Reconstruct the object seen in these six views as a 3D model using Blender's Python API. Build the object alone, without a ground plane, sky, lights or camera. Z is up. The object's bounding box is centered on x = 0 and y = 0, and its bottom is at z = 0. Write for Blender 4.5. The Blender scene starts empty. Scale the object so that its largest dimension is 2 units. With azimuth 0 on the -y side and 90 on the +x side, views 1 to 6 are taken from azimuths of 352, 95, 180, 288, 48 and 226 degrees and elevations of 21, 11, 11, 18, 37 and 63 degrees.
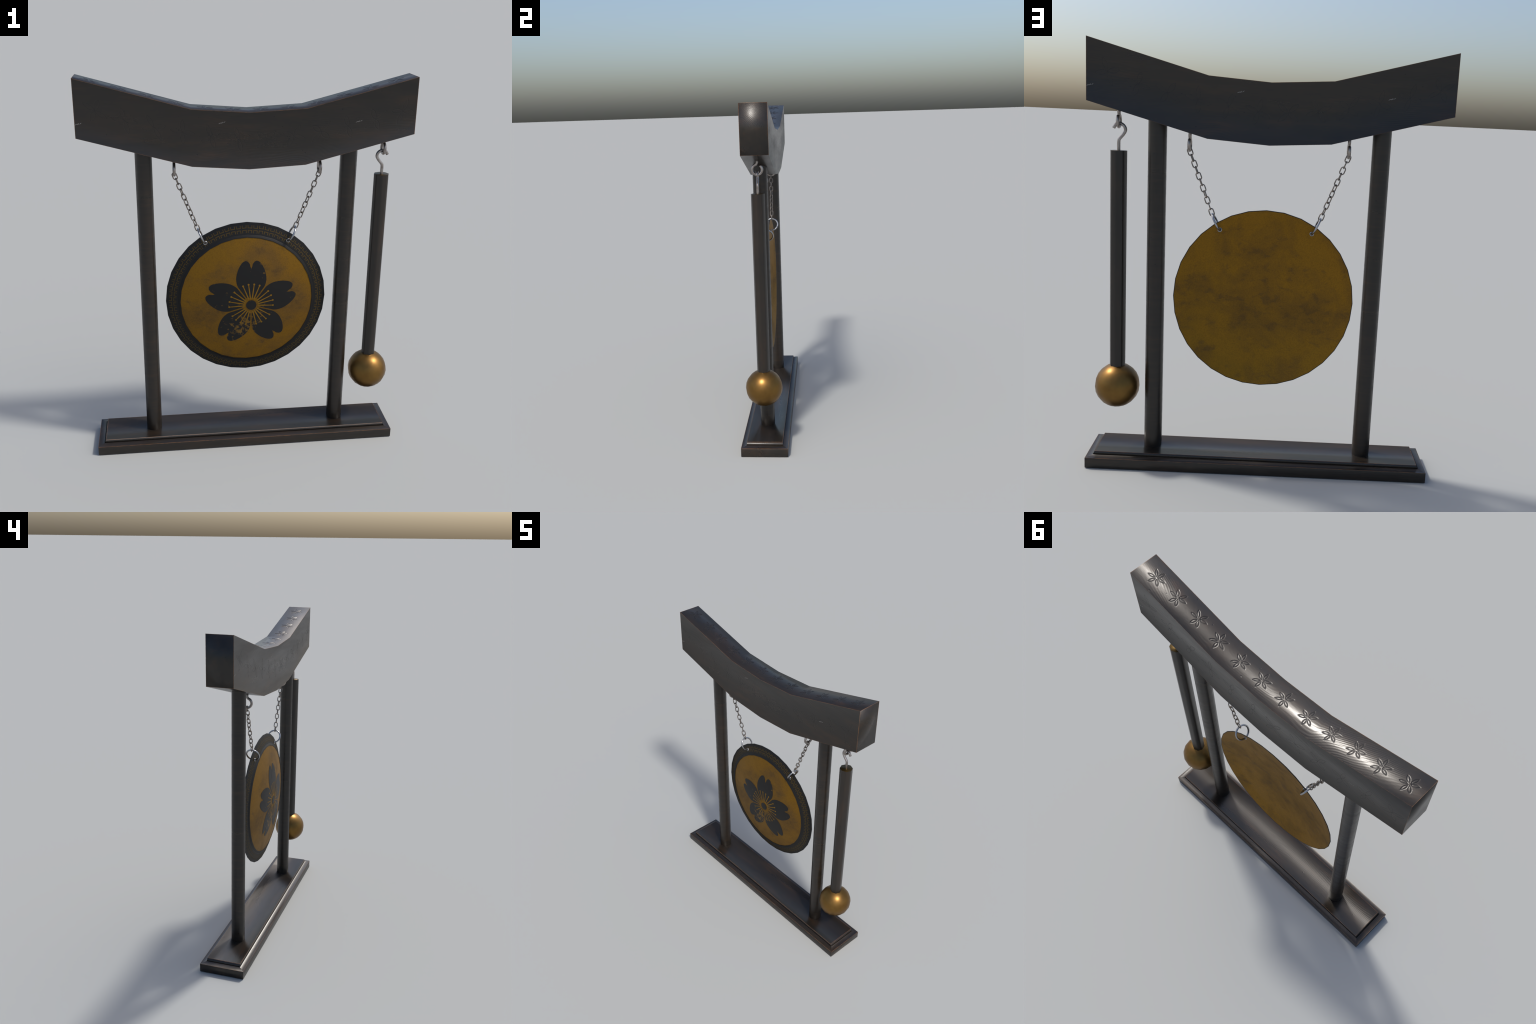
import bpy, math, random
import numpy as np
from mathutils import Vector, Matrix

rng = np.random.default_rng(11)
random.seed(11)

# ------------------------------------------------------------------ helpers
def new_object(name, mesh, parent=None):
    ob = bpy.data.objects.new(name, mesh)
    bpy.context.scene.collection.objects.link(ob)
    if parent is not None:
        ob.parent = parent
    return ob


class Builder:
    """Collects patches (vertices, faces, normals, material slots) into one mesh."""
    def __init__(self):
        self.v, self.n, self.f, self.m = [], [], [], []
        self.count = 0

    def grid(self, pos, nor, slot=0, flip=False):
        """pos, nor: (rows, cols, 3) arrays; slot: int or (rows-1, cols-1) array."""
        r, c = pos.shape[:2]
        idx = np.arange(r * c).reshape(r, c) + self.count
        q = np.stack([idx[:-1, :-1], idx[:-1, 1:], idx[1:, 1:], idx[1:, :-1]], -1).reshape(-1, 4)
        # wind every patch to agree with its shading normals
        flat = pos.reshape(-1, 3)
        a, bb, c4 = q[:, 0] - self.count, q[:, 1] - self.count, q[:, 3] - self.count
        g = np.cross(flat[bb] - flat[a], flat[c4] - flat[a])
        if (g * nor.reshape(-1, 3)[a]).sum() < 0:
            q = q[:, ::-1]
        self.v.append(pos.reshape(-1, 3))
        self.n.append(nor.reshape(-1, 3))
        self.f.append(q)
        s = np.broadcast_to(np.asarray(slot), (r - 1, c - 1)).reshape(-1)
        self.m.append(s)
        self.count += r * c

    def mesh(self, name, materials):
        v = np.concatenate(self.v).astype(np.float32)
        n = np.concatenate(self.n).astype(np.float64)
        n /= np.linalg.norm(n, axis=1, keepdims=True)
        f = np.concatenate(self.f).astype(np.int32)
        m = np.concatenate(self.m).astype(np.int32)
        me = bpy.data.meshes.new(name)
        me.vertices.add(len(v))
        me.vertices.foreach_set("co", v.ravel())
        me.loops.add(f.size)
        me.loops.foreach_set("vertex_index", f.ravel())
        me.polygons.add(len(f))
        me.polygons.foreach_set("loop_start", np.arange(0, f.size, 4, dtype=np.int32))
        me.polygons.foreach_set("material_index", m)
        me.update(calc_edges=True)
        me.polygons.foreach_set("use_smooth", np.ones(len(f), bool))
        for mat in materials:
            me.materials.append(mat)
        me.normals_split_custom_set_from_vertices(n.astype(np.float32).tolist())
        me.update()
        return me


def panel(b, p00, p10, p11, p01, tilt_u=0.0, tilt_v=0.0, nu=9, nv=9, slot=0, edge=None, edge_slot=1, edges="uUvV"):
    """Flat quad p00-p10-p11-p01 with shading normals that roll over towards its borders,
    as on a board with eased edges. A narrow border strip takes edge_slot."""
    p00, p10, p11, p01 = (np.array(p, float) for p in (p00, p10, p11, p01))
    lu = np.linalg.norm(p10 - p00)
    lv = np.linalg.norm(p01 - p00)
    us, vs = np.linspace(0, 1, nu), np.linspace(0, 1, nv)
    if edge:
        eu, ev = edge / lu, edge / lv
        if "u" in edges: us = np.append(us, eu)
        if "U" in edges: us = np.append(us, 1 - eu)
        if "v" in edges: vs = np.append(vs, ev)
        if "V" in edges: vs = np.append(vs, 1 - ev)
        us, vs = np.unique(np.round(us, 7)), np.unique(np.round(vs, 7))
    V, U = np.meshgrid(vs, us, indexing="ij")
    U3, V3 = U[..., None], V[..., None]
    pos = (1 - U3) * (1 - V3) * p00 + U3 * (1 - V3) * p10 + U3 * V3 * p11 + (1 - U3) * V3 * p01
    n = np.cross(p10 - p00, p01 - p00)
    n /= np.linalg.norm(n)
    du, dv = (p10 - p00) / lu, (p01 - p00) / lv
    nor = n + tilt_u * (2 * U3 - 1) * du + tilt_v * (2 * V3 - 1) * dv
    s = np.full((len(vs) - 1, len(us) - 1), slot)
    if edge:
        if "v" in edges: s[0, :] = edge_slot
        if "V" in edges: s[-1, :] = edge_slot
        if "u" in edges: s[:, 0] = edge_slot
        if "U" in edges: s[:, -1] = edge_slot
    b.grid(pos, nor, s)


def sweep(name, path, radius, sides, mats, closed=False, cap=True, taper=None):
    """Round wire along a path of points."""
    P = np.array(path, float)
    k = len(P)
    if closed:
        T = np.roll(P, -1, 0) - np.roll(P, 1, 0)
    else:
        T = np.gradient(P, axis=0)
    T /= np.linalg.norm(T, axis=1, keepdims=True)
    ref = np.array([0, 1, 0]) if abs(T[:, 1]).max() < .9 else np.array([1, 0, 0])
    if abs(T @ ref).max() > .98:
        ref = np.array([0, 0, 1])
    verts, faces = [], []
    for i in range(k):
        a = ref - T[i] * (ref @ T[i]); a /= np.linalg.norm(a)
        c = np.cross(T[i], a)
        for j in range(sides):
            t = 2 * math.pi * (j + .5) / sides
            verts.append(P[i] + radius * (math.cos(t) * a + math.sin(t) * c))
    for i in range(k if closed else k - 1):
        for j in range(sides):
            i2, j2 = (i + 1) % k, (j + 1) % sides
            faces.append((i * sides + j, i * sides + j2, i2 * sides + j2, i2 * sides + j))
    if cap and not closed:
        faces.append(tuple(range(sides))[::-1])
        faces.append(tuple((k - 1) * sides + j for j in range(sides)))
    me = bpy.data.meshes.new(name)
    me.from_pydata([tuple(v) for v in verts], [], faces)
    for p in me.polygons:
        p.use_smooth = len(p.vertices) == 4
    for m in mats:
        me.materials.append(m)
    me.update()
    return me


def smooth_points(pts, per=6):
    """Catmull-Rom through hand-placed control points."""
    P = [np.array(p, float) for p in pts]
    P = [2 * P[0] - P[1]] + P + [2 * P[-1] - P[-2]]
    out = []
    for i in range(1, len(P) - 2):
        for t in np.linspace(0, 1, per, endpoint=False):
            a, b, c, d = P[i - 1], P[i], P[i + 1], P[i + 2]
            out.append(.5 * (2 * b + (c - a) * t + (2 * a - 5 * b + 4 * c - d) * t * t + (3 * b - a - 3 * c + d) * t ** 3))
    out.append(P[-2])
    return out


# ------------------------------------------------------------------ materials
class Nodes:
    def __init__(self, name):
        self.mat = bpy.data.materials.new(name)
        self.mat.use_nodes = True
        self.t = self.mat.node_tree
        self.bsdf = self.t.nodes["Principled BSDF"]

    def node(self, kind, **kw):
        n = self.t.nodes.new(kind)
        for k, v in kw.items():
            setattr(n, k, v)
        return n

    def link(self, a, b):
        self.t.links.new(a, b)

    def coords(self, scale=(1, 1, 1), loc=(0, 0, 0), rot=(0, 0, 0)):
        tc = self.node("ShaderNodeTexCoord")
        mp = self.node("ShaderNodeMapping")
        mp.inputs["Scale"].default_value = scale
        mp.inputs["Location"].default_value = loc
        mp.inputs["Rotation"].default_value = rot
        self.link(tc.outputs["Object"], mp.inputs["Vector"])
        return mp.outputs["Vector"]

    def noise(self, vec, scale, detail=4, rough=.55, dist=0.0):
        n = self.node("ShaderNodeTexNoise")
        n.inputs["Scale"].default_value = scale
        n.inputs["Detail"].default_value = detail
        n.inputs["Roughness"].default_value = rough
        n.inputs["Distortion"].default_value = dist
        self.link(vec, n.inputs["Vector"])
        return n.outputs["Fac"]

    def ramp(self, fac, stops):
        r = self.node("ShaderNodeValToRGB")
        e = r.color_ramp.elements
        while len(e) < len(stops):
            e.new(.5)
        for el, (p, c) in zip(e, stops):
            el.position = p
            el.color = (*c, 1) if hasattr(c, "__len__") else (c, c, c, 1)
        self.link(fac, r.inputs["Fac"])
        return r.outputs["Color"]

    def mix(self, fac, a, b):
        m = self.node("ShaderNodeMix", data_type="RGBA")
        for sock, val in ((m.inputs[0], fac), (m.inputs[6], a), (m.inputs[7], b)):
            if hasattr(val, "is_linked"):
                self.link(val, sock)
            elif hasattr(val, "__len__"):
                sock.default_value = (*val, 1)
            else:
                sock.default_value = val
        return m.outputs[2]

    def math(self, op, a, b=0.0):
        m = self.node("ShaderNodeMath", operation=op)
        for sock, val in zip(m.inputs, (a, b)):
            if hasattr(val, "is_linked"):
                self.link(val, sock)
            else:
                sock.default_value = val
        return m.outputs[0]

    def bump(self, height, strength, distance):
        b = self.node("ShaderNodeBump")
        b.inputs["Strength"].default_value = strength
        b.inputs["Distance"].default_value = distance
        self.link(height, b.inputs["Height"])
        return b

    def set(self, **kw):
        for k, v in kw.items():
            s = self.bsdf.inputs[k.replace("_", " ")]
            if hasattr(v, "is_linked"):
                self.link(v, s)
            elif hasattr(v, "__len__"):
                s.default_value = (*v, 1)
            else:
                s.default_value = v


def wood(name, stretch, knots, tint=1.0, rough=(.25, .42), bump=1.0, speck=True):
    """Dark oiled wood: near-black brown, streaks along the grain, fine grain relief."""
    k = Nodes(name)
    streak = k.noise(k.coords(stretch), 7, 6, .6, .4)
    patch = k.noise(k.coords((1, 1, 1), (3, 1, 7)), 5, 3)
    col = k.ramp(streak, [(.3, (.0098 * tint, .0080 * tint, .0062 * tint)), (.55, (.0150 * tint, .0112 * tint, .0078 * tint)), (.72, (.027 * tint, .0150 * tint, .0082 * tint))])
    warm = k.ramp(patch, [(.5, 0), (.75, 1)])
    col = k.mix(k.math("MULTIPLY", warm, .5), col, (.020 * tint, .0115 * tint, .0068 * tint))
    height = streak
    # growth rings: parallel lines across the grain, pushed into loops by a slow field
    across, field_scale, push, pitch = knots
    field = k.noise(k.coords(field_scale, (.4, .3, -3.6)), 2.0, 1.5, .4, .2)
    dot = k.node("ShaderNodeVectorMath", operation="DOT_PRODUCT")
    tc = k.node("ShaderNodeTexCoord")
    k.link(tc.outputs["Object"], dot.inputs[0])
    dot.inputs[1].default_value = across
    line = k.math("ADD", dot.outputs["Value"], k.math("MULTIPLY", field, push))
    rings = k.math("SINE", k.math("MULTIPLY", line, 2 * math.pi / pitch))
    rings = k.math("ADD", k.math("MULTIPLY", rings, .5), .5)
    figure = k.ramp(k.noise(k.coords((1.2, 2, 2), (9, 4, 2)), 3.2, 2), [(.46, .12), (.66, 1)])
    fibre = k.noise(k.coords(stretch, (2, 8, 4)), 38, 3)
    height = k.math("ADD", k.math("MULTIPLY", streak, .8), k.math("ADD", k.math("MULTIPLY", k.math("MULTIPLY", rings, figure), .30), k.math("MULTIPLY", fibre, .22)))
    if speck:
        pit = k.node("ShaderNodeTexVoronoi")
        pit.inputs["Scale"].default_value = 16
        k.link(k.coords((1, 1, 1.4), (.3, .2, .1)), pit.inputs["Vector"])
        hole = k.ramp(pit.outputs["Distance"], [(.045, 0), (.075, 1)])
        col = k.mix(hole, (.003, .0025, .002), col)
        height = k.math("ADD", height, k.math("MULTIPLY", hole, .5))
    smear = k.noise(k.coords(stretch, (5, 5, 5)), 3, 4)
    rr = k.node("ShaderNodeMapRange")
    rr.inputs["From Min"].default_value, rr.inputs["From Max"].default_value = .3, .7
    rr.inputs["To Min"].default_value, rr.inputs["To Max"].default_value = rough
    k.link(smear, rr.inputs["Value"])
    b = k.bump(height, .35 * bump, .0018)
    k.set(Base_Color=col, Roughness=rr.outputs["Result"], Normal=b.outputs["Normal"])
    return k.mat


def worn_edge(name):
    k = Nodes(name)
    n = k.noise(k.coords((8, 8, 8)), 6, 4)
    col = k.ramp(n, [(.3, (.035, .019, .010)), (.6, (.125, .058, .023))])
    k.set(Base_Color=col, Roughness=.42)
    return k.mat


def bronze(name, dull=False):
    k = Nodes(name)
    n = k.noise(k.coords(), 9, 5, .6)
    col = k.ramp(n, [(.35, (.150, .080, .021)), (.65, (.205, .116, .031))])
    rough = k.ramp(k.noise(k.coords((1, 1, 1), (4, 2, 1)), 14, 5), [(.3, .31), (.7, .45)])
    k.set(Base_Color=col, Roughness=rough, Metallic=.85)
    return k.mat


def gold_paint(name, seed, lo=(.070, .044, .019), hi=(.205, .102, .006), tarnished=.6):
    """Aged brass: ochre field with grey-brown tarnish clouds, pits and grain."""
    k = Nodes(name)
    cloud = k.noise(k.coords((1, 1, 1), seed), 4.5, 7, .62, .3)
    tarnish = k.ramp(cloud, [(.44, 0), (.62, 1)])
    blot = k.noise(k.coords((1.0, 1, 1.6), (seed[1], seed[2], seed[0])), 16, 6, .65, .5)
    spots = k.ramp(k.math("ADD", blot, k.math("MULTIPLY", k.math("SUBTRACT", cloud, .5), .5)), [(.55, 0), (.70, 1)])
    col = k.mix(k.math("MULTIPLY", tarnish, tarnished), hi, (.118, .066, .020))
    col = k.mix(k.math("MULTIPLY", spots, .55), col, lo)
    grain = k.noise(k.coords(), 220, 2)
    col = k.mix(k.ramp(grain, [(.34, .32), (.58, 0)]), col, (.07, .036, .004))
    b = k.bump(k.noise(k.coords((1, 1, 1), seed), 60, 5, .6), .25, .002)
    k.set(Base_Color=col, Roughness=k.ramp(cloud, [(.4, .52), (.7, .66)]), Metallic=.7, Normal=b.outputs["Normal"])
    return k.mat


def lacquer(name, worn=0.0, wear_centre=None):
    """Black paint; flakes away to the metal beneath."""
    k = Nodes(name)
    base = (.0062, .006, .0058)
    col = base
    if worn:
        n = k.noise(k.coords((1, 1, 1), (7, 3, 5)), 46, 6, .7)
        region = k.noise(k.coords((1, 1, 1), (2.2, 9, 4.1)), 9, 2)
        amount = k.math("ADD", n, k.math("MULTIPLY", k.math("SUBTRACT", region, .5), .55))
        if wear_centre:
            tc = k.node("ShaderNodeTexCoord")
            d = k.node("ShaderNodeVectorMath", operation="DISTANCE")
            d.inputs[1].default_value = wear_centre
            k.link(tc.outputs["Object"], d.inputs[0])
            near = k.ramp(d.outputs["Value"], [(.0, .20), (.085, 0)])
            amount = k.math("ADD", amount, near)
        col = k.mix(k.ramp(amount, [(.635, 0), (.71, .75)]), base, (.165, .086, .008))
    k.set(Base_Color=col, Roughness=.5, Specular_IOR_Level=.28)
    return k.mat


def steel(name, c0, c1, rough):
    k = Nodes(name)
    n = k.noise(k.coords(), 40, 4)
    k.set(Base_Color=k.ramp(n, [(.35, c0), (.65, c1)]), Roughness=k.ramp(n, [(.3, rough - .06), (.7, rough + .08)]), Metallic=1.0)
    return k.mat


def plain(name, c, rough, metallic=0.0, spec=.5):
    k = Nodes(name)
    k.set(Specular_IOR_Level=spec, Base_Color=c, Roughness=rough, Metallic=metallic)
    return k.mat


M_beam = wood("beam_wood", (.55, 3, 3.4), ((0, .9, 1), (1.2, 2.4, 2.6), .20, .0115), bump=1.15)
M_base = wood("base_wood", (.45, 3.6, 3), ((0, 1, .9), (1.0, 3.2, 2), .14, .0105), bump=.8)
M_post = wood("post_wood", (.9, .9, 9), ((0, 0, 1), (1.5, 1.5, 1.5), .02, .008), bump=.9)
M_handle = wood("handle_wood", (3, 3, .6), ((.4, .4, .6), (1, 1, .4), .05, .009), bump=.6)
M_edge = worn_edge("worn_wood_edge")
M_groove = plain("groove_painted_shade", (.0058, .0048, .004), .5)  # wood colour darkened on groove faces to paint in their cavity shading
M_scratch = plain("bare_scratch", (.16, .15, .14), .4)
M_bronze = bronze("polished_bronze")
M_cap = plain("darker_cap_bronze", (.085, .055, .018), .34, .9)  # bronze with a darker base colour than the head's
M_gold = gold_paint("aged_brass_front", (1.3, 2.7, .4))
M_back = gold_paint("aged_brass_back", (6.1, 3.3, 2.9), (.095, .054, .018), (.250, .124, .006), .4)
M_black = lacquer("black_lacquer", .0)
M_petal = lacquer("flaking_black_paint", 1.0, (-.03, -.047, .70))
M_key = plain("faded_gold_line", (.060, .037, .005), .5, 0, .25)
M_line = plain("gold_line", (.165, .086, .006), .55, 0, .2)
M_ring = steel("bright_steel", (.30, .305, .32), (.42, .42, .43), .30)
M_chain = steel("tarnished_steel", (.17, .145, .125), (.30, .26, .225), .36)
M_hook = steel("dull_steel", (.28, .25, .23), (.42, .385, .36), .36)
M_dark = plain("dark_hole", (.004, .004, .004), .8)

# ------------------------------------------------------------------ the thing
root = bpy.data.objects.new("hanging_gong", None)
bpy.context.scene.collection.objects.link(root)
root["label"] = "round brass gong with black blossom hanging in dark wooden stand"
root["category"] = "gong"

# ------------------------------------------------------------------ base
SX, SY, SZ = .8155, .1355, .050           # slab
FX, FY, FZ = .7840, .1055, .0555          # foot of the plinth
PX, PY, PZ = .7745, .1035, .0727          # top of the plinth


def box_ring(b, lo, hi, tilt_v, tilt_u, nu_long=41, nv=7, edge=None, edges="", slot=0):
    """Four panels between two rectangles (half sizes and z), outward facing."""
    (x0, y0, z0), (x1, y1, z1) = lo, hi
    c0 = [(-x0, -y0, z0), (x0, -y0, z0), (x0, y0, z0), (-x0, y0, z0)]
    c1 = [(-x1, -y1, z1), (x1, -y1, z1), (x1, y1, z1), (-x1, y1, z1)]
    for i in range(4):
        j = (i + 1) % 4
        panel(b, c0[i], c0[j], c1[j], c1[i], tilt_u[i % 2], tilt_v, nu_long if i % 2 == 0 else 13, nv,
              slot=slot, edge=edge, edges=edges)


b = Builder()
box_ring(b, (SX, SY, 0), (SX, SY, SZ), .30, (.05, .25), edge=.0018, edges="V")
box_ring(b, (SX, SY, SZ), (FX, FY, FZ), -.25, (.02, .1), edge=.0016, edges="v")
panel(b, (-SX, SY, 0), (SX, SY, 0), (SX, -SY, 0), (-SX, -SY, 0))
new_object("base", b.mesh("base", [M_base, M_edge]), root)
b = Builder()
box_ring(b, (FX, FY, FZ - .004), (PX, PY, PZ), .95, (.03, .12), edge=.0014, edges="V")
panel(b, (-PX, -PY, PZ), (PX, -PY, PZ), (PX, PY, PZ), (-PX, PY, PZ), -.12, -.50, 61, 25, edge=.0016)
new_object("plinth", b.mesh("plinth", [M_base, M_edge]), root)

# ------------------------------------------------------------------ posts
def prism(name, rings, sides, mats, phase, tilt=0.0):
    """Vertical prism through (z, radius) rings with rounded shading normals."""
    b = Builder()
    sub = 3
    pts, nor = [], []
    for z, r in rings:
        row, nr = [], []
        for j in range(sides * sub + 1):
            k, f = divmod(j, sub)
            a0, a1 = phase + 2 * math.pi * k / sides, phase + 2 * math.pi * (k + 1) / sides
            f /= sub
            p0, p1 = np.array([math.cos(a0), math.sin(a0)]), np.array([math.cos(a1), math.sin(a1)])
            p = p0 * (1 - f) + p1 * f
            mid = (p0 + p1) / 2
            mid /= np.linalg.norm(mid)
            n = p / np.linalg.norm(p)
            n = n * (1 - tilt) + mid * tilt
            row.append((p[0] * r, p[1] * r, z))
            nr.append((n[0], n[1], 0))
        pts.append(row)
        nor.append(nr)
    b.grid(np.array(pts), np.array(nor))
    return b.mesh(name, mats)


POST_X, POST_R = .5125, .043
zs = [PZ - .003, PZ + .006, PZ + .02] + list(np.linspace(.2, 1.66, 12))
rings = [(z, POST_R * (1 if z > PZ + .01 else .985)) for z in zs]
post_mesh = prism("post", rings, 10, [M_post], math.pi / 2)
for sx in (-1, 1):
    ob = new_object("post", post_mesh, root)
    ob.location = (sx * POST_X, 0, 0)
    ob.rotation_euler = (0, 0, 0 if sx < 0 else math.pi)

# ------------------------------------------------------------------ beam
BX = np.array([-.82, -.278, 0, .278, .82])
BT = np.array([2.0, 1.855, 1.8375, 1.855, 2.0])
BH, BY = .2763, .077
top_z = lambda x: np.interp(x, BX, BT)


def slope_smooth(x):
    """Slope of the beam's line, eased across its four bends."""
    s = np.diff(BT) / np.diff(BX)
    knots = np.concatenate([[BX[0]], (BX[:-1] + BX[1:]) / 2, [BX[-1]]])
    vals = np.concatenate([[s[0]], s, [s[-1]]])
    return np.interp(x, knots, vals)


def vesica(px, py, length, width, r0):
    """Signed distance-like field to a leaf-shaped petal that starts r0 from the origin along +x."""
    u = px - r0 - length / 2
    h, w = length / 2, width / 2
    R = (h * h + w * w) / (2 * w)
    d = R - w
    return np.hypot(u, np.abs(py) + d) - R


def blossoms(S, T, flowers, petals, r0, length, width, line, depth, dots, dome=0.0):
    """Height field (negative = carved) and groove mask for outlined blossoms at (s, t, rotation)."""
    h = np.zeros_like(S)
    mask = np.zeros_like(S)
    for s0, t0, rot, scale in flowers:
        reach = (r0 + length) * scale * 1.25
        sel = (np.abs(S - s0) < reach) & (np.abs(T - t0) < reach)
        if not sel.any():
            continue
        s, t = (S[sel] - s0) / scale, (T[sel] - t0) / scale
        hh, mm = np.zeros_like(s), np.zeros_like(s)
        for k in range(petals):
            a = rot + 2 * math.pi * k / petals + .12 * math.sin(3.1 * k + s0 * 9)
            u, v = s * math.cos(a) + t * math.sin(a), -s * math.sin(a) + t * math.cos(a)
            d = vesica(u, v, length, width, r0)
            g = np.clip(1 - np.abs(d) / line, 0, 1)
            hh = np.minimum(hh, -depth * g * g * (3 - 2 * g))
            if dome:
                hh = np.where(d < -line, hh + dome * np.clip(-(d + line) / (width / 2 - line), 0, 1), hh)
            mm = np.maximum(mm, g)
            if dots:
                for rr, aa in ((r0 + length * .48, 0.0), (r0 + length * .72, math.pi / petals)):
                    q = np.hypot(u - rr * math.cos(aa), v - rr * math.sin(aa))
                    g = np.clip(1 - q / (line * 1.3), 0, 1)
                    hh = np.minimum(hh, -depth * g)
                    mm = np.maximum(mm, g)
        h[sel] = np.where(np.abs(hh) > np.abs(h[sel]), hh, h[sel])
        mask[sel] = np.maximum(mask[sel], mm)
    return h, mask


EDGE = .0020
cols = np.unique(np.round(np.concatenate([np.arange(-.8184, .8184, .0016), BX, [-.82 + EDGE, .82 - EDGE]]), 6))
b = Builder()

# carved positions along the beam
top_s = [.730, .600, .4696, .336, .199, .063, -.074, -.2115, -.3475, -.4815, -.6145, -.748]
top_flowers = [(s, (.002, -.004, -.006, -.003, -.001, -.001, 0, 0, -.002, 0, .004, .001)[i], math.radians((17, 8, 10, 38, 36, 32, 34, 31, 22, 16, 30, 12)[i]), 1.0)
               for i, s in enumerate(top_s)]
side_rot = (68, 10, 27, 2, 25, 18, 45, 65, 45, 22, 25, 70)
side_rel = (.0135, .001, .005, .017, .011, .002, .002, .008, .0025, -.008, -.011, -.009)


def side_flowers(mirror):
    out = []
    for i in range(12):
        x = .7244 - i * (.7244 + .7489) / 11
        s = -x if mirror else x
        out.append((s, side_rel[i] + .003 - BH / 2, math.radians(side_rot[i] + (90 if mirror else 0)), 1.0))
    return out


# top face: rows run from front to back
rows = np.unique(np.round(np.concatenate([np.arange(-BY, BY, .0016), [BY, -BY + EDGE, BY - EDGE]]), 6))
Y, X = np.meshgrid(rows, cols, indexing="ij")
H, K = blossoms(X, Y, top_flowers, 6, .0075, .0350, .0116, .0030, .0013, False, .0006)
Z = top_z(X) + H
gy, gx = np.gradient(H, rows, cols)
CROWN = .48
end_roll = np.sign(X) * .28 * np.clip((np.abs(X) - .278) / .542, 0, 1) ** 1.5
nor = np.stack([-slope_smooth(X) + end_roll - gx, CROWN * Y / BY - gy, np.ones_like(X)], -1)
slot = np.zeros((len(rows) - 1, len(cols) - 1), int)
Kc = (K[:-1, :-1] + K[1:, 1:]) / 2
slot[Kc > .62] = 2
slot[0, :] = slot[-1, :] = 1
slot[:, 0] = slot[:, -1] = 1
b.grid(np.stack([X, Y, Z], -1), nor, slot)

# front and back faces
drop = np.unique(np.round(np.concatenate([np.arange(0, BH, .0018), [BH, EDGE, BH - EDGE]]), 6))
D, Xs = np.meshgrid(drop, cols, indexing="ij")
for sy in (-1, 1):
    H, K = blossoms(Xs, -D, side_flowers(sy < 0), 4, .001, .058, .020, .0014, .0006, True)
    gd, gx = np.gradient(H, drop, cols)
    v = 2 * D / BH - 1
    nor = np.stack([-gx, np.full_like(D, float(sy)), gd + .26 * v], -1)
    slot = np.zeros((len(drop) - 1, len(cols) - 1), int)
    slot[((K[:-1, :-1] + K[1:, 1:]) / 2) > .45] = 2
    slot[0, :] = slot[-1, :] = 1
    slot[:, 0] = slot[:, -1] = 1
    b.grid(np.stack([Xs, sy * (BY + H), top_z(Xs) - D], -1), nor, slot)
# underside and ends
ul = np.array([-1.0, -.66, -.33, 0, .33, .66, 1]) * BY
Y, X = np.meshgrid(ul, cols, indexing="ij")
b.grid(np.stack([X, Y, top_z(X) - BH], -1), np.stack([slope_smooth(X), .35 * Y / BY, -np.ones_like(X)], -1))
for sx in (-1, 1):
    z1 = 2.0
    c = [(sx * .82, -BY * sx, z1 - BH), (sx * .82, BY * sx, z1 - BH), (sx * .82, BY * sx, z1), (sx * .82, -BY * sx, z1)]
    panel(b, *c, .60, .85, 15, 25, edge=EDGE)
beam_mesh = b.mesh("beam", [M_beam, M_edge, M_groove])
beam = new_object("beam", beam_mesh, root)

# pale scratches in the finish
def scratch_mesh(name, length):
    verts, faces = [], []
    for k, (x, z, l, a) in enumerate([(-.010, -.002, .010, .5), (-.002, .000, .010, .75), (.006, .0015, .009, .6), (-.004, -.001, .016, .1)]):
        w = .0011
        dx, dz = math.cos(a) * l / 2, math.sin(a) * l / 2
        ox, oz = -math.sin(a) * w, math.cos(a) * w
        i = len(verts)
        verts += [(x - dx, 0, z - dz), (x + ox, 0, z + oz), (x + dx, 0, z + dz), (x - ox, 0, z - oz)]
        faces.append((i, i + 1, i + 2, i + 3))
    me = bpy.data.meshes.new(name)
    me.from_pydata(verts, [], faces)
    me.materials.append(M_scratch)
    return me


sm = scratch_mesh("scratch", .02)
for x, y, z in [(-.80, -1, 1.792), (-.131, -1, 1.791), (.538, -1, 1.791), (.80, 1, 1.792), (.132, 1, 1.791), (-.538, 1, 1.790)]:
    ob = new_object("scratch", sm, beam)
    ob.location = (x, y * (BY + .0004), z)
    ob.scale = (1.4, 1, 1.5)
    ob.rotation_euler = (0, 0, 0 if y < 0 else math.pi)

# ------------------------------------------------------------------ screw eyes
EYE_R, WIRE = .0275, .0078


def screw_eye_mesh(shank):
    pts = [(0, 0, EYE_R + shank), (0, 0, EYE_R + .010), (0, -.004, EYE_R + .002)]
    for a in np.linspace(38, 322, 25):
        t = math.radians(a)
        pts.append((0, -EYE_R * math.sin(t), EYE_R * math.cos(t)))
    return sweep("screw_eye", pts, WIRE, 8, [M_hook])


eyes = {}
for key, x, zc in (("left", -.365, 1.5483), ("right", .365, 1.5483), ("mallet", .6905, 1.6395)):
    ob = new_object("screw_eye", screw_eye_mesh(top_z(abs(x)) - BH - zc - EYE_R + .012), root)
    ob.location = (x, 0, zc)
    eyes[key] = ob

# ------------------------------------------------------------------ gong
GZ, GR = .836, .4262
SEG = 32
DOME_R, DOME_Y, PEAK_Y, RIM_Y, BACK_Y = .350, -.016, -.059, .0095, .0140


def dome_y(r):
    return np.where(r < DOME_R, PEAK_Y + (DOME_Y - PEAK_Y) * (r / DOME_R) ** 2,
                    DOME_Y + (RIM_Y - DOME_Y) * (r - DOME_R) / (GR - DOME_R))


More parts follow.
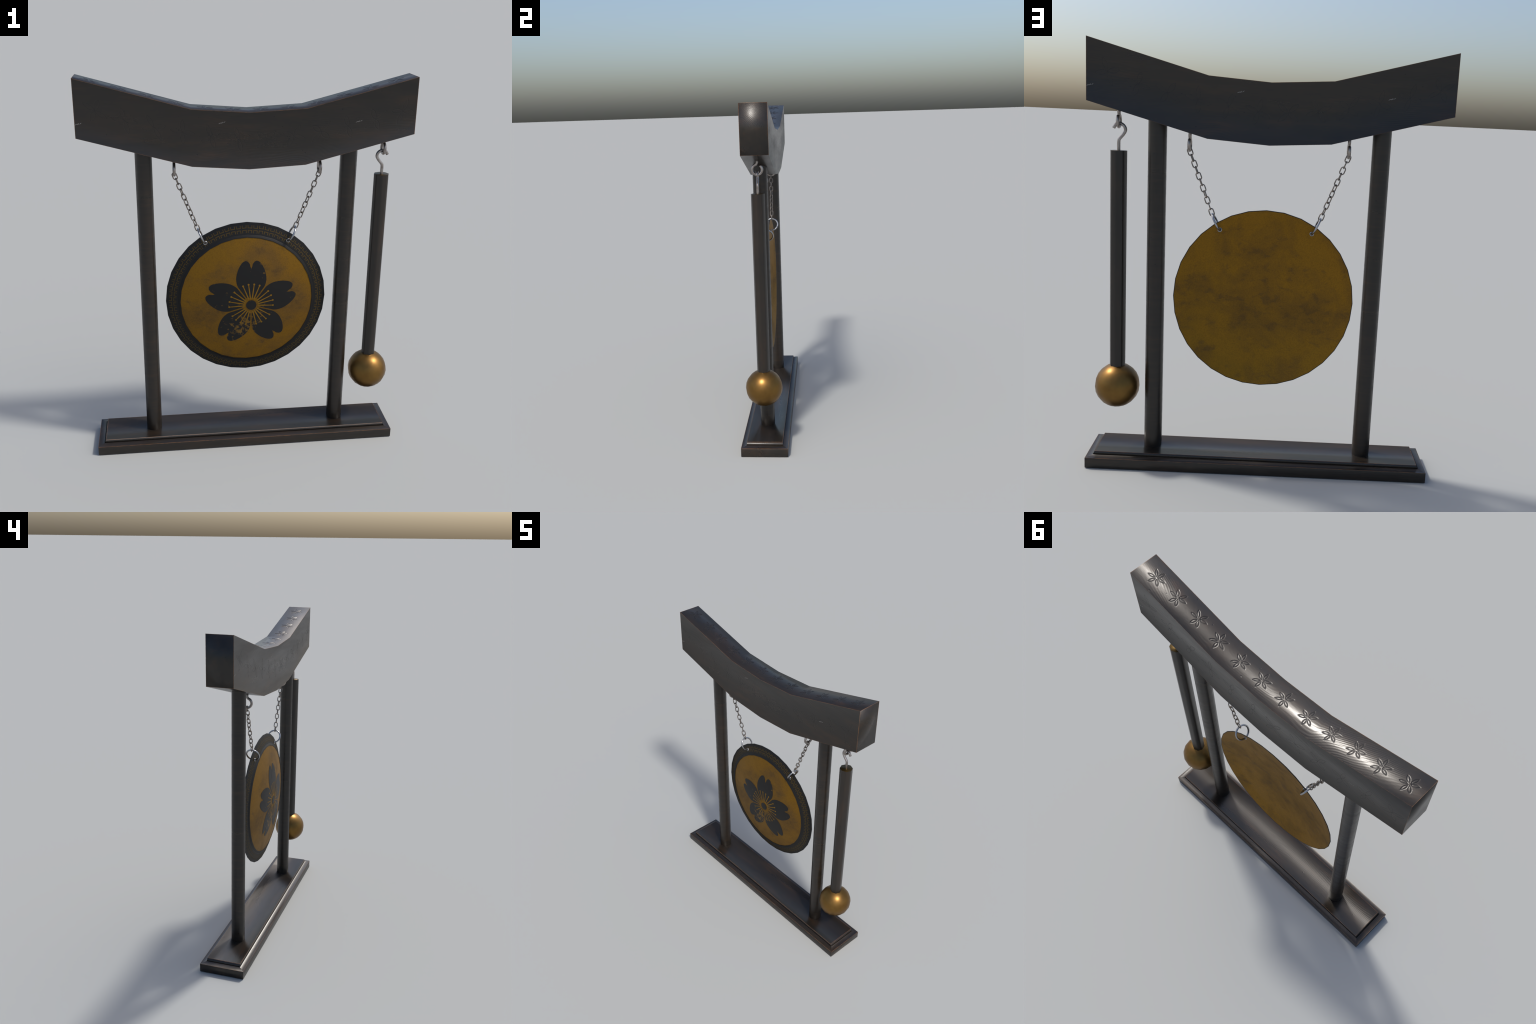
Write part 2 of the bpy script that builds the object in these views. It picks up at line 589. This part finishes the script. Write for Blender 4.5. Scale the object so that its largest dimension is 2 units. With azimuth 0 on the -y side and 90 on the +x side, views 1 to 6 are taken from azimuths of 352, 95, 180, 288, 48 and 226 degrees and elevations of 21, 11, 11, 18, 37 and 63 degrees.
def revolve(name, profile, mats, slots=None, flip=False):
    """profile: list of (radius, y, normal_r, normal_y)."""
    b = Builder()
    sub = 2
    pos, nor = [], []
    for r, y, nr, ny in profile:
        row, rn = [], []
        for j in range(SEG * sub + 1):
            k, f = divmod(j, sub)
            a0, a1 = 2 * math.pi * k / SEG, 2 * math.pi * (k + 1) / SEG
            f /= sub
            px = math.sin(a0) * (1 - f) + math.sin(a1) * f
            pz = math.cos(a0) * (1 - f) + math.cos(a1) * f
            l = math.hypot(px, pz)
            row.append((px * r, y, GZ + pz * r))
            rn.append((px / l * nr, ny, pz / l * nr))
        pos.append(row)
        nor.append(rn)
    s = 0 if slots is None else np.repeat(np.array(slots)[:, None], SEG * sub, 1)
    b.grid(np.array(pos), np.array(nor), s, flip)
    return b.mesh(name, mats)


# back plate and thin edge
# (a beaten sheet: the hollow back follows the dome)
THICK = .0042
prof = []
for r in list(np.linspace(.0005, DOME_R - .006, 22)) + [DOME_R, DOME_R + .01, .385, GR - .0035]:
    h = .004
    slope = float(dome_y(np.array(r + h)) - dome_y(np.array(max(r - h, 0)))) / (min(r, h) + h)
    prof.append((float(r), float(dome_y(np.array(r))) + THICK, -slope, 1))
prof += [(GR - .0006, BACK_Y - .0008, .5, .8), (GR, BACK_Y - .002, 1, .2), (GR, RIM_Y, 1, -.2)]
gong = new_object("gong_disc", revolve("gong_disc", prof, [M_back, M_black], [0] * (len(prof) - 4) + [1] * 3), root)
# sloping flange with a turned groove
flange = [(GR, RIM_Y), (GR - .004, RIM_Y - .0018), (.3675, dome_y(.3675)), (.3655, dome_y(.3655) + .0012), (.3635, dome_y(.3635) + .0012),
          (.3615, dome_y(.3615) - .0004), (.354, dome_y(.354) - .0012), (.3512, DOME_Y - .0022), (DOME_R, DOME_Y - .0004)]
flange = [(float(r), float(y)) for r, y in flange]
prof = []
for i, (r, y) in enumerate(flange):
    i0, i1 = max(i - 1, 0), min(i + 1, len(flange) - 1)
    dr, dy = flange[i1][0] - flange[i0][0], flange[i1][1] - flange[i0][1]
    prof.append((r, y, -dy / math.hypot(dr, dy) * -1, dr / math.hypot(dr, dy)))
prof = [(r, y, abs(nr) if nr else nr, -abs(ny)) for r, y, nr, ny in prof]
new_object("gong_flange", revolve("gong_flange", prof, [M_black], None), gong)
prof = []
for r in np.linspace(DOME_R, .0005, 22):
    y = float(dome_y(min(r, DOME_R - 1e-6)))
    sl = 2 * (DOME_Y - PEAK_Y) * r / DOME_R ** 2
    prof.append((float(r), y, sl, -1))
new_object("gong_face", revolve("gong_face", prof, [M_gold], None), gong)

# --- painted blossom, each piece a thin skin of paint on the dome
FLX, FLZ = .0188, .8238


def on_dome(px, pz, lift):
    X, Z = FLX + px, FLZ + pz
    r = math.hypot(X, Z - GZ)
    return (X, float(dome_y(min(r, DOME_R - 1e-6))) - lift, Z)


def paint_patch(name, left, right, steps, mat, lift, rot, parent):
    """Skin between two edge polylines (lists of (u, v)) in petal axes, laid on the dome."""
    verts, faces = [], []
    c, s = math.cos(rot), math.sin(rot)
    for (u0, v0), (u1, v1) in zip(left, right):
        for k in range(steps + 1):
            f = k / steps
            u, v = u0 + (u1 - u0) * f, v0 + (v1 - v0) * f
            verts.append(on_dome(u * s + v * c, u * c - v * s, lift))
    w = steps + 1
    for i in range(len(left) - 1):
        for k in range(steps):
            faces.append((i * w + k, i * w + k + 1, (i + 1) * w + k + 1, (i + 1) * w + k))
    me = bpy.data.meshes.new(name)
    me.from_pydata(verts, [], faces)
    me.polygons.foreach_set("use_smooth", [True] * len(faces))
    me.materials.append(mat)
    me.update()
    # paint faces the front
    if me.polygons[0].normal.y > 0:
        me.flip_normals()
    return new_object(name, me, parent)


outer = [(.041, .0255), (.060, .0400), (.082, .0560), (.104, .0705), (.126, .0775), (.148, .0795), (.170, .0765), (.192, .0705), (.211, .0620), (.226, .0530), (.237, .0430), (.2430, .0300)]
inner = [(.041, 0), (.060, 0), (.082, 0), (.104, 0), (.126, 0), (.148, 0), (.170, 0), (.188, 0), (.202, .0005), (.213, .0050), (.227, .0085), (.2395, .0190)]
outer = smooth_points([(*p, 0) for p in outer], 3)
inner = smooth_points([(*p, 0) for p in inner], 3)
outer = [(p[0], min(p[1], p[0] * math.tan(math.radians(36)) - .0042)) for p in outer]
inner = [(p[0], max(p[1], 0)) for p in inner]
for k in range(5):
    rot = math.radians(72 * k)
    # a petal is one skin: left half and right half meet on its midline
    verts_left = paint_patch("petal", [(u, -v) for u, v in outer], [(u, -v) for u, v in inner], 6, M_petal, .0007, rot, gong)
    half = paint_patch("petal_half", inner, outer, 6, M_petal, .0007, rot, gong)
    # join the halves into one mesh
    a, c = verts_left.data, half.data
    va = [tuple(v.co) for v in a.vertices] + [tuple(v.co) for v in c.vertices]
    fa = [tuple(p.vertices) for p in a.polygons] + [tuple(i + len(a.vertices) for i in p.vertices) for p in c.polygons]
    me = bpy.data.meshes.new("petal")
    me.from_pydata(va, [], fa)
    me.polygons.foreach_set("use_smooth", [True] * len(fa))
    me.materials.append(M_petal)
    me.update()
    verts_left.data = me
    bpy.data.objects.remove(half)
    for j, off in enumerate((-22, -7.3, 7.3, 22)):
        u0, u1, w0, w1 = .036, .1165, .0036, .0021
        n = 8
        sl = [(u0 + (u1 - u0) * i / n, -(w0 + (w1 - w0) * i / n)) for i in range(n + 1)]
        # round anther at the tip
        tip = [(u1 + .0052 * math.cos(t), .0052 * math.sin(t)) for t in np.linspace(math.radians(155), 0.0, 8)]
        sl = sl[:-1] + [(u, -max(v, .0004)) for u, v in tip]
        paint_patch("stamen", sl, [(u, -v) for u, v in sl], 2, M_line, .0013, rot + math.radians(off), gong)
disc = [(.0275 * math.cos(t), .0275 * math.sin(t)) for t in np.linspace(math.pi, 0, 25)]
paint_patch("flower_center", [(u, -v) for u, v in disc], [(u, v) for u, v in disc], 6, M_petal, .0015, 0, gong)

# --- key pattern around the flange
GLYPHS = 84
kv, kf = [], []


def key_bar(ang, r0, r1, half_w, tangent=0.0):
    """Small bar: radial from r0 to r1 at angle, or across if tangent."""
    i = len(kv)
    for r in (r0, r1):
        for s in (-1, 1):
            a = ang + s * half_w / r
            x, z = math.sin(a), math.cos(a)
            k = SEG / (2 * math.pi)
            m = (a * k) % 1 - .5
            shrink = math.cos(math.pi / SEG) / math.cos(m * 2 * math.pi / SEG)
            rr = r * shrink
            kv.append((rr * x, float(dome_y(np.array(r))) - .0009, GZ + rr * z))
    kf.append((i, i + 1, i + 3, i + 2))


ST = .0018
for k in range(GLYPHS):
    a = 2 * math.pi * (k + .5) / GLYPHS
    for r_in, r_out, base in ((.3965, .4120, "in"), (.3735, .3885, "out")):
        rm = (r_in + r_out) / 2
        hw = .0118 * rm / .404
        key_bar(a - (hw - ST) / rm, r_in, r_out, ST)
        key_bar(a + (hw - ST) / rm, r_in, r_out, ST)
        if base == "in":
            key_bar(a, r_in, r_in + 2 * ST, hw - 2 * ST)
        else:
            key_bar(a, r_out - 2 * ST, r_out, hw - 2 * ST)
me = bpy.data.meshes.new("key_pattern")
me.from_pydata(kv, [], kf)
me.materials.append(M_key)
me.update()
if me.polygons[0].normal.y > 0:
    me.flip_normals()
key = new_object("key_pattern", me, gong)
key["kind"] = "stuff"

# ------------------------------------------------------------------ rings, grommets, chains
HOLE_X, HOLE_Z = .2155, 1.1595
RING_R, RING_W = .0405, .0051
d2 = np.array([.455, .891])
d2 /= np.linalg.norm(d2)


def torus_mesh(name, R, r, ax_u, ax_v, n, m, mat):
    pts = [R * (math.cos(t) * np.array(ax_u) + math.sin(t) * np.array(ax_v)) for t in np.linspace(0, 2 * math.pi, n, endpoint=False)]
    return sweep(name, pts, r, m, [mat], closed=True)


grommet = torus_mesh("grommet", .0086, .0026, (1, 0, 0), (0, 0, 1), 20, 8, M_ring)
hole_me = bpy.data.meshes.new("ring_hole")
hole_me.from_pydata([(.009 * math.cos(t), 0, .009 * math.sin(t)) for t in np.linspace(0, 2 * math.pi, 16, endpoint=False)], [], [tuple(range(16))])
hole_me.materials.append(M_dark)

LINK_LC, LINK_HW, LINK_W = .0352, .0104, .0029


def link_mesh():
    pts = []
    h = LINK_LC / 2 - LINK_HW
    for t in np.linspace(0, math.pi, 9):
        pts.append((LINK_HW * math.cos(t), 0, h + LINK_HW * math.sin(t)))
    for t in np.linspace(math.pi, 2 * math.pi, 9):
        pts.append((LINK_HW * math.cos(t), 0, -h + LINK_HW * math.sin(t)))
    return sweep("chain_link", pts, LINK_W, 8, [M_chain], closed=True)


link = link_mesh()
N_LINK = 11
for sx in (-1, 1):
    dirv = np.array([sx * d2[0], 0, d2[1]])
    hole = np.array([sx * HOLE_X, .004, HOLE_Z])
    centre = hole + dirv * RING_R
    ring = new_object("hanging_ring", torus_mesh("hanging_ring", RING_R, RING_W, dirv, (0, 1, 0), 32, 10, M_ring), root)
    ring.location = centre
    yf = float(dome_y(np.array(.3887)))
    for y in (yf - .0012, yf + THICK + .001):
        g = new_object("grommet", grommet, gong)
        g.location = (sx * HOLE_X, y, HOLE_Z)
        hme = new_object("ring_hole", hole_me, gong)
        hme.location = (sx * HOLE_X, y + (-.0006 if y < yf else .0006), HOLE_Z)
    # chain from the eye's lowest wire to the ring's highest wire
    a = np.array([sx * .365, 0, 1.5483 - EYE_R])
    e = hole + dirv * 2 * RING_R
    axis = (e - a) / np.linalg.norm(e - a)
    a = a - axis * (WIRE + LINK_W)
    e = e + axis * (RING_W + LINK_W)
    span = np.linalg.norm(e - a)
    pitch = (span - LINK_LC) / (N_LINK - 1)
    twist_left = (0, 4, 8, 14, 26, 40, 46, 44, 38, 24, 4)
    twist_right = (0, 6, 4, 3, 2, -16, -6, -26, -22, -8, 0)
    for i in range(N_LINK):
        ob = new_object("chain_link", link, eyes["left" if sx < 0 else "right"])
        c = a + axis * (LINK_LC / 2 + pitch * i)
        zax = Vector(axis)
        yax = Vector((0, 1, 0))
        xax = yax.cross(zax).normalized()
        yax = zax.cross(xax)
        rot = Matrix((xax, yax, zax)).transposed().to_4x4()
        ang = math.radians(90 * (i % 2) + (twist_left if sx < 0 else twist_right)[i])
        rot = rot @ Matrix.Rotation(ang, 4, 'Z')
        parent = ob.parent
        ob.matrix_parent_inverse = Matrix.Translation(parent.location).inverted()
        ob.matrix_basis = Matrix.Translation(Vector(c)) @ rot

# ------------------------------------------------------------------ mallet
MX, BALL_Z, BALL_R, HTOP = .6903, .375, .1075, 1.5057
rings = [(.44, .0370), (.60, .0375), (.9, .0380), (1.2, .0385), (HTOP, .0390)]
handle = new_object("mallet_handle", prism("mallet_handle", rings, 8, [M_handle], 0.0, .65), root)
handle.location = (MX, 0, 0)

cap_v = [(0, 0, HTOP)] + [(.0388 * math.cos(2 * math.pi * k / 8), .0388 * math.sin(2 * math.pi * k / 8), HTOP) for k in range(8)]
b = Builder()
ringpos = []
ringn = []
for r in (.0005, .015, .030, .0388):
    row, nr = [], []
    for k in range(9):
        t = 2 * math.pi * k / 8
        row.append((r * math.cos(t), r * math.sin(t), HTOP))
        nr.append((.55 * r / .0388 * math.cos(t), .55 * r / .0388 * math.sin(t), 1))
    ringpos.append(row)
    ringn.append(nr)
b.grid(np.array(ringpos), np.array(ringn))
new_object("mallet_cap", b.mesh("mallet_cap", [M_cap]), handle)

# head: a coarse turned ball, smooth shaded
b = Builder()
nseg, nring = 16, 12
pos, nor = [], []
for i in range(nring + 1):
    t = math.pi * i / nring
    st = max(math.sin(t), .004)
    row = [(BALL_R * st * math.cos(2 * math.pi * j / nseg), BALL_R * st * math.sin(2 * math.pi * j / nseg), BALL_Z + BALL_R * math.cos(t)) for j in range(nseg + 1)]
    pos.append(row)
    nor.append([(x, y, z - BALL_Z) for x, y, z in row])
b.grid(np.array(pos), np.array(nor), 0, True)
new_object("mallet_head", b.mesh("mallet_head", [M_bronze]), handle)

hook_pts = smooth_points([(0, 0, 1.49), (0, 0, 1.545), (-.004, 0, 1.559), (-.020, 0, 1.578), (-.0305, 0, 1.598), (-.024, 0, 1.617), (-.006, 0, 1.628), (.013, 0, 1.6235), (.0235, 0, 1.606)], 4)
new_object("mallet_hook", sweep("mallet_hook", hook_pts, .0076, 8, [M_hook]), handle)
